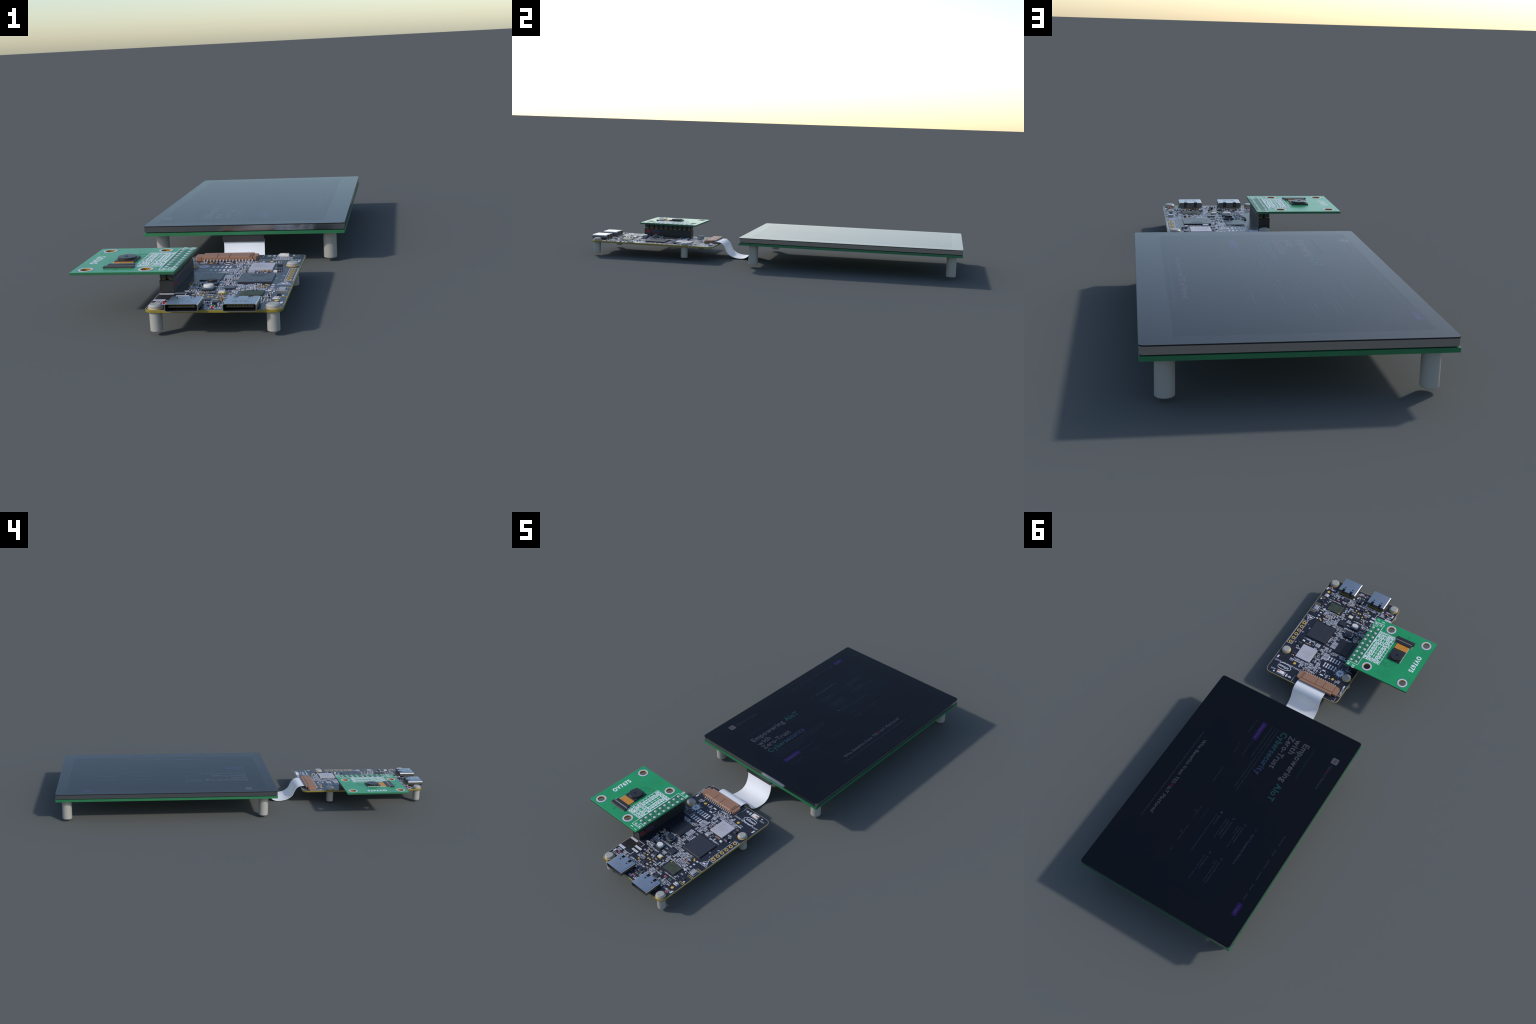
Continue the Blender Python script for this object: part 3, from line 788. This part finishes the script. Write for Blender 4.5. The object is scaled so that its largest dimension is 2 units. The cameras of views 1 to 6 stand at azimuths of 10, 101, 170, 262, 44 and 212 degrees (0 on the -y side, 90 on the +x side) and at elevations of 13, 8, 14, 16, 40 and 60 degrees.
# ================================================================== CAMERA BOARD
CX0, CX1, CY0, CY1, CZ0, ZK = -.3990, -.0697, -.8185, -.4903, .1425, .1510
HOLES = ((-.1668, -.7830), (-.3588, -.7825), (-.1675, -.5283), (-.3590, -.5280))
rim = [rounded(CX0, CX1, CY0, CY1, .001, 1)] + [circle(x, y, .0172) for x, y in HOLES]
cam = plate("camera_board", rim, CZ0, ZK - .0006, "camera_green_side", ROOT)
plate("camera_mask", rim, ZK - .0006, ZK, "camera_green", cam)
rg_ = Shape(); rg_.ring(0, 0, .0170, .0245, ZK, ZK + .0005, "ring_tin", 48); ro = rg_.to("mounting_ring", cam, 30)
tb = Shape(); tb.ring(0, 0, .0165, .01715, CZ0 - .0003, ZK + .0004, "hole_brass", 48); tob = tb.to("hole_sleeve", cam, 30)
hl = Shape(); hl.ring(0, 0, .0245, .0265, ZK, ZK + .0001, "camera_green_dark", 48); hlo = hl.to("mask_ring", cam)
for i, (x, y) in enumerate(HOLES):
    for src in (ro, tob, hlo):
        o = src if i == 0 else link(src.copy(), cam)
        o.location = (x, y, 0)
ZP = ZK + .0002
# copper seen through the mask
cu = Shape()
cu.box(-.1215, -.0705, -.7600, -.5160, ZK, ZK + .0001, "camera_green_dark")
T = "trace_green"
for k in range(13):
    yy = -.7180 + k * .0088
    cu.stroke([(-.2125, yy), (-.2290, yy + .002)], .0013, ZK, T, .0002)
for k in range(4):
    cu.stroke([(-.2120, -.5940 + k * .0065), (-.2350 - k * .006, -.5940 + k * .0065), (-.2520 - k * .008, -.6080 + k * .003), (-.2600 - k * .010, -.6210)], .0013, ZK, T, .0002)
cu.stroke([(-.2680, -.7650), (-.2680, -.7850), (-.2640, -.7900), (-.2600, -.7850), (-.2600, -.7650)], .0012, ZK, T, .0002)
cu.stroke([(-.2920, -.7650), (-.2930, -.7760), (-.2980, -.7760)], .0012, ZK, T, .0002)
cu.stroke([(-.1240, -.5290), (-.1360, -.5320), (-.1400, -.5450), (-.1400, -.5640)], .0012, ZK, T, .0002); cu.stroke([(-.1240, -.7750), (-.1350, -.7700), (-.1380, -.7500)], .0012, ZK, T, .0002)
for k in range(8):
    yy = -.7420 + k * .0282
    cu.stroke([(-.0830, yy), (-.0920, yy + .012), (-.1080, yy + .012)], .0012, ZK + .0001, "trace_light", .0002)
rc = random.Random(5)
for k in range(40): cu.disc(rc.uniform(CX0 + .02, -.21), rc.uniform(CY0 + .02, CY1 - .02), .0014, ZK, T, 8, .0002)
cu.to("camera_trace", cam)
# printed table of pin names; read from the far side
sk2 = Shape(); C = "camera_silk"
tx0, tx1, txm, ty0, ty1 = -.1258, -.2110, -.1668, -.7495, -.5650
for x in (tx0, tx1, txm): sk2.stroke([(x, ty0), (x, ty1)], .0020, ZP, C)
for k in range(11):
    yy = ty0 + (ty1 - ty0) * k / 10
    sk2.stroke([(tx0, yy), (tx1, yy)], .0018, ZP + .0001, C)
cells = (("VCC", "GND"), ("SCL", "SDA"), ("VS", "HS"), ("PCLK", "XCLK"), ("D7", "D6"), ("D5", "D4"), ("D3", "D2"), ("D1", "D0"), ("NC", "NC"), ("PEN", "PDN"))
for k, (a, b) in enumerate(cells):
    yy = ty0 + (ty1 - ty0) * (k + .5) / 10
    for t, xc in ((a, (tx0 + txm) / 2), (b, (txm + tx1) / 2)):
        sk2.text(t, (xc, yy), .0138, C, rot=180, length=min(.039, .0122 * len(t)), align="c", z=ZP + .0002, bold=.05)
sk2.stroke([(-.0720, -.7905), (-.1232, -.7925), (-.1232, -.5125), (-.0710, -.5125)], .0022, ZP, C)
sk2.stroke([(-.0945, -.7890), (-.0945, -.7660), (-.0720, -.7660)], .0022, ZP + .0001, C)
for t, x, yy in (("1", -.0780, -.8090), ("2", -.1060, -.8090), ("19", -.0740, -.5060), ("20", -.1030, -.5060)):
    sk2.text(t, (x, yy), .0125, C, rot=90, z=ZP, bold=.02)
sk2.text("OV7675", (-.3505, -.7085), .0220, C, rot=90, length=.1040, z=ZP, bold=.05, res=6)
sk2.stroke([(CX0 + .002, CY0 + .0012), (CX1 - .002, CY0 + .0012)], .0010, ZP, "trace_light")
sk2.to("camera_print", cam)
pn = Shape(); pn.lathe(0, 0, [(.0070, ZK), (.0056, ZK + .0010), (.0034, ZK + .0018), (.0010, ZK + .0021)], "solder", 20)
po = pn.to("header_pin", cam, 50); firstp = True
for x in (-.0813, -.1080):
    for k in range(10):
        o = po if firstp else link(po.copy(), cam); firstp = False
        o.location = (x, -.7805 + k * .0282, 0)
# flex cable connector, flex and camera
fc = Shape()
fc.box(-.3085, -.2115, -.7655, -.7480, ZK, ZK + .0050, "lens_black", .0006)
fc.box(-.3060, -.2140, -.7480, -.7440, ZK, ZK + .0035, "lens_black")
fc.box(-.3010, -.2160, -.7440, -.7275, ZK, ZK + .0064, "lens_black", .0008)
for k in range(18):
    x = -.2985 + k * .0047
    fc.box(x, x + .0028, -.7470, -.7448, ZK + .0035, ZK + .0042, "ceramic_white"); fc.box(x, x + .0020, -.7680, -.7655, ZK, ZK + .0012, "body_tan")
fc.stroke([(-.3060, -.7410), (-.3060, -.7262), (-.2130, -.7262), (-.2130, -.7410)], .0015, ZK + .0012, "ring_tin", .0010)
fc.to("flex_connector", cam)
fx = Shape(); fx.box(-.2945, -.2290, -.7275, -.6900, ZK + .0004, ZK + .0026, "flex_orange"); fx.box(-.2960, -.2945, -.7275, -.6215, ZK + .0004, ZK + .0020, "ring_tin"); fx.to("flex_strip", cam)
cb = Shape(); cb.box(-.2945, -.2285, -.6925, -.6215, ZK, ZK + .0055, "lens_black", .0006); cb.to("camera_module", cam)
ln = Shape()
ln.lathe(-.2625, -.6540, [(.0310, ZK + .0052), (.0310, ZK + .0108), (.0302, ZK + .0116), (.0200, ZK + .0119), (.0075, ZK + .0119), (.0062, ZK + .0100), (.001, ZK + .0098)], "lens_black", 48)
ln.to("lens_barrel", cam, 40)
lg2 = Shape(); lg2.disc(-.2625, -.6540, .0063, ZK + .0101, "lens_glass", 24, .0003); lg2.to("lens", cam)
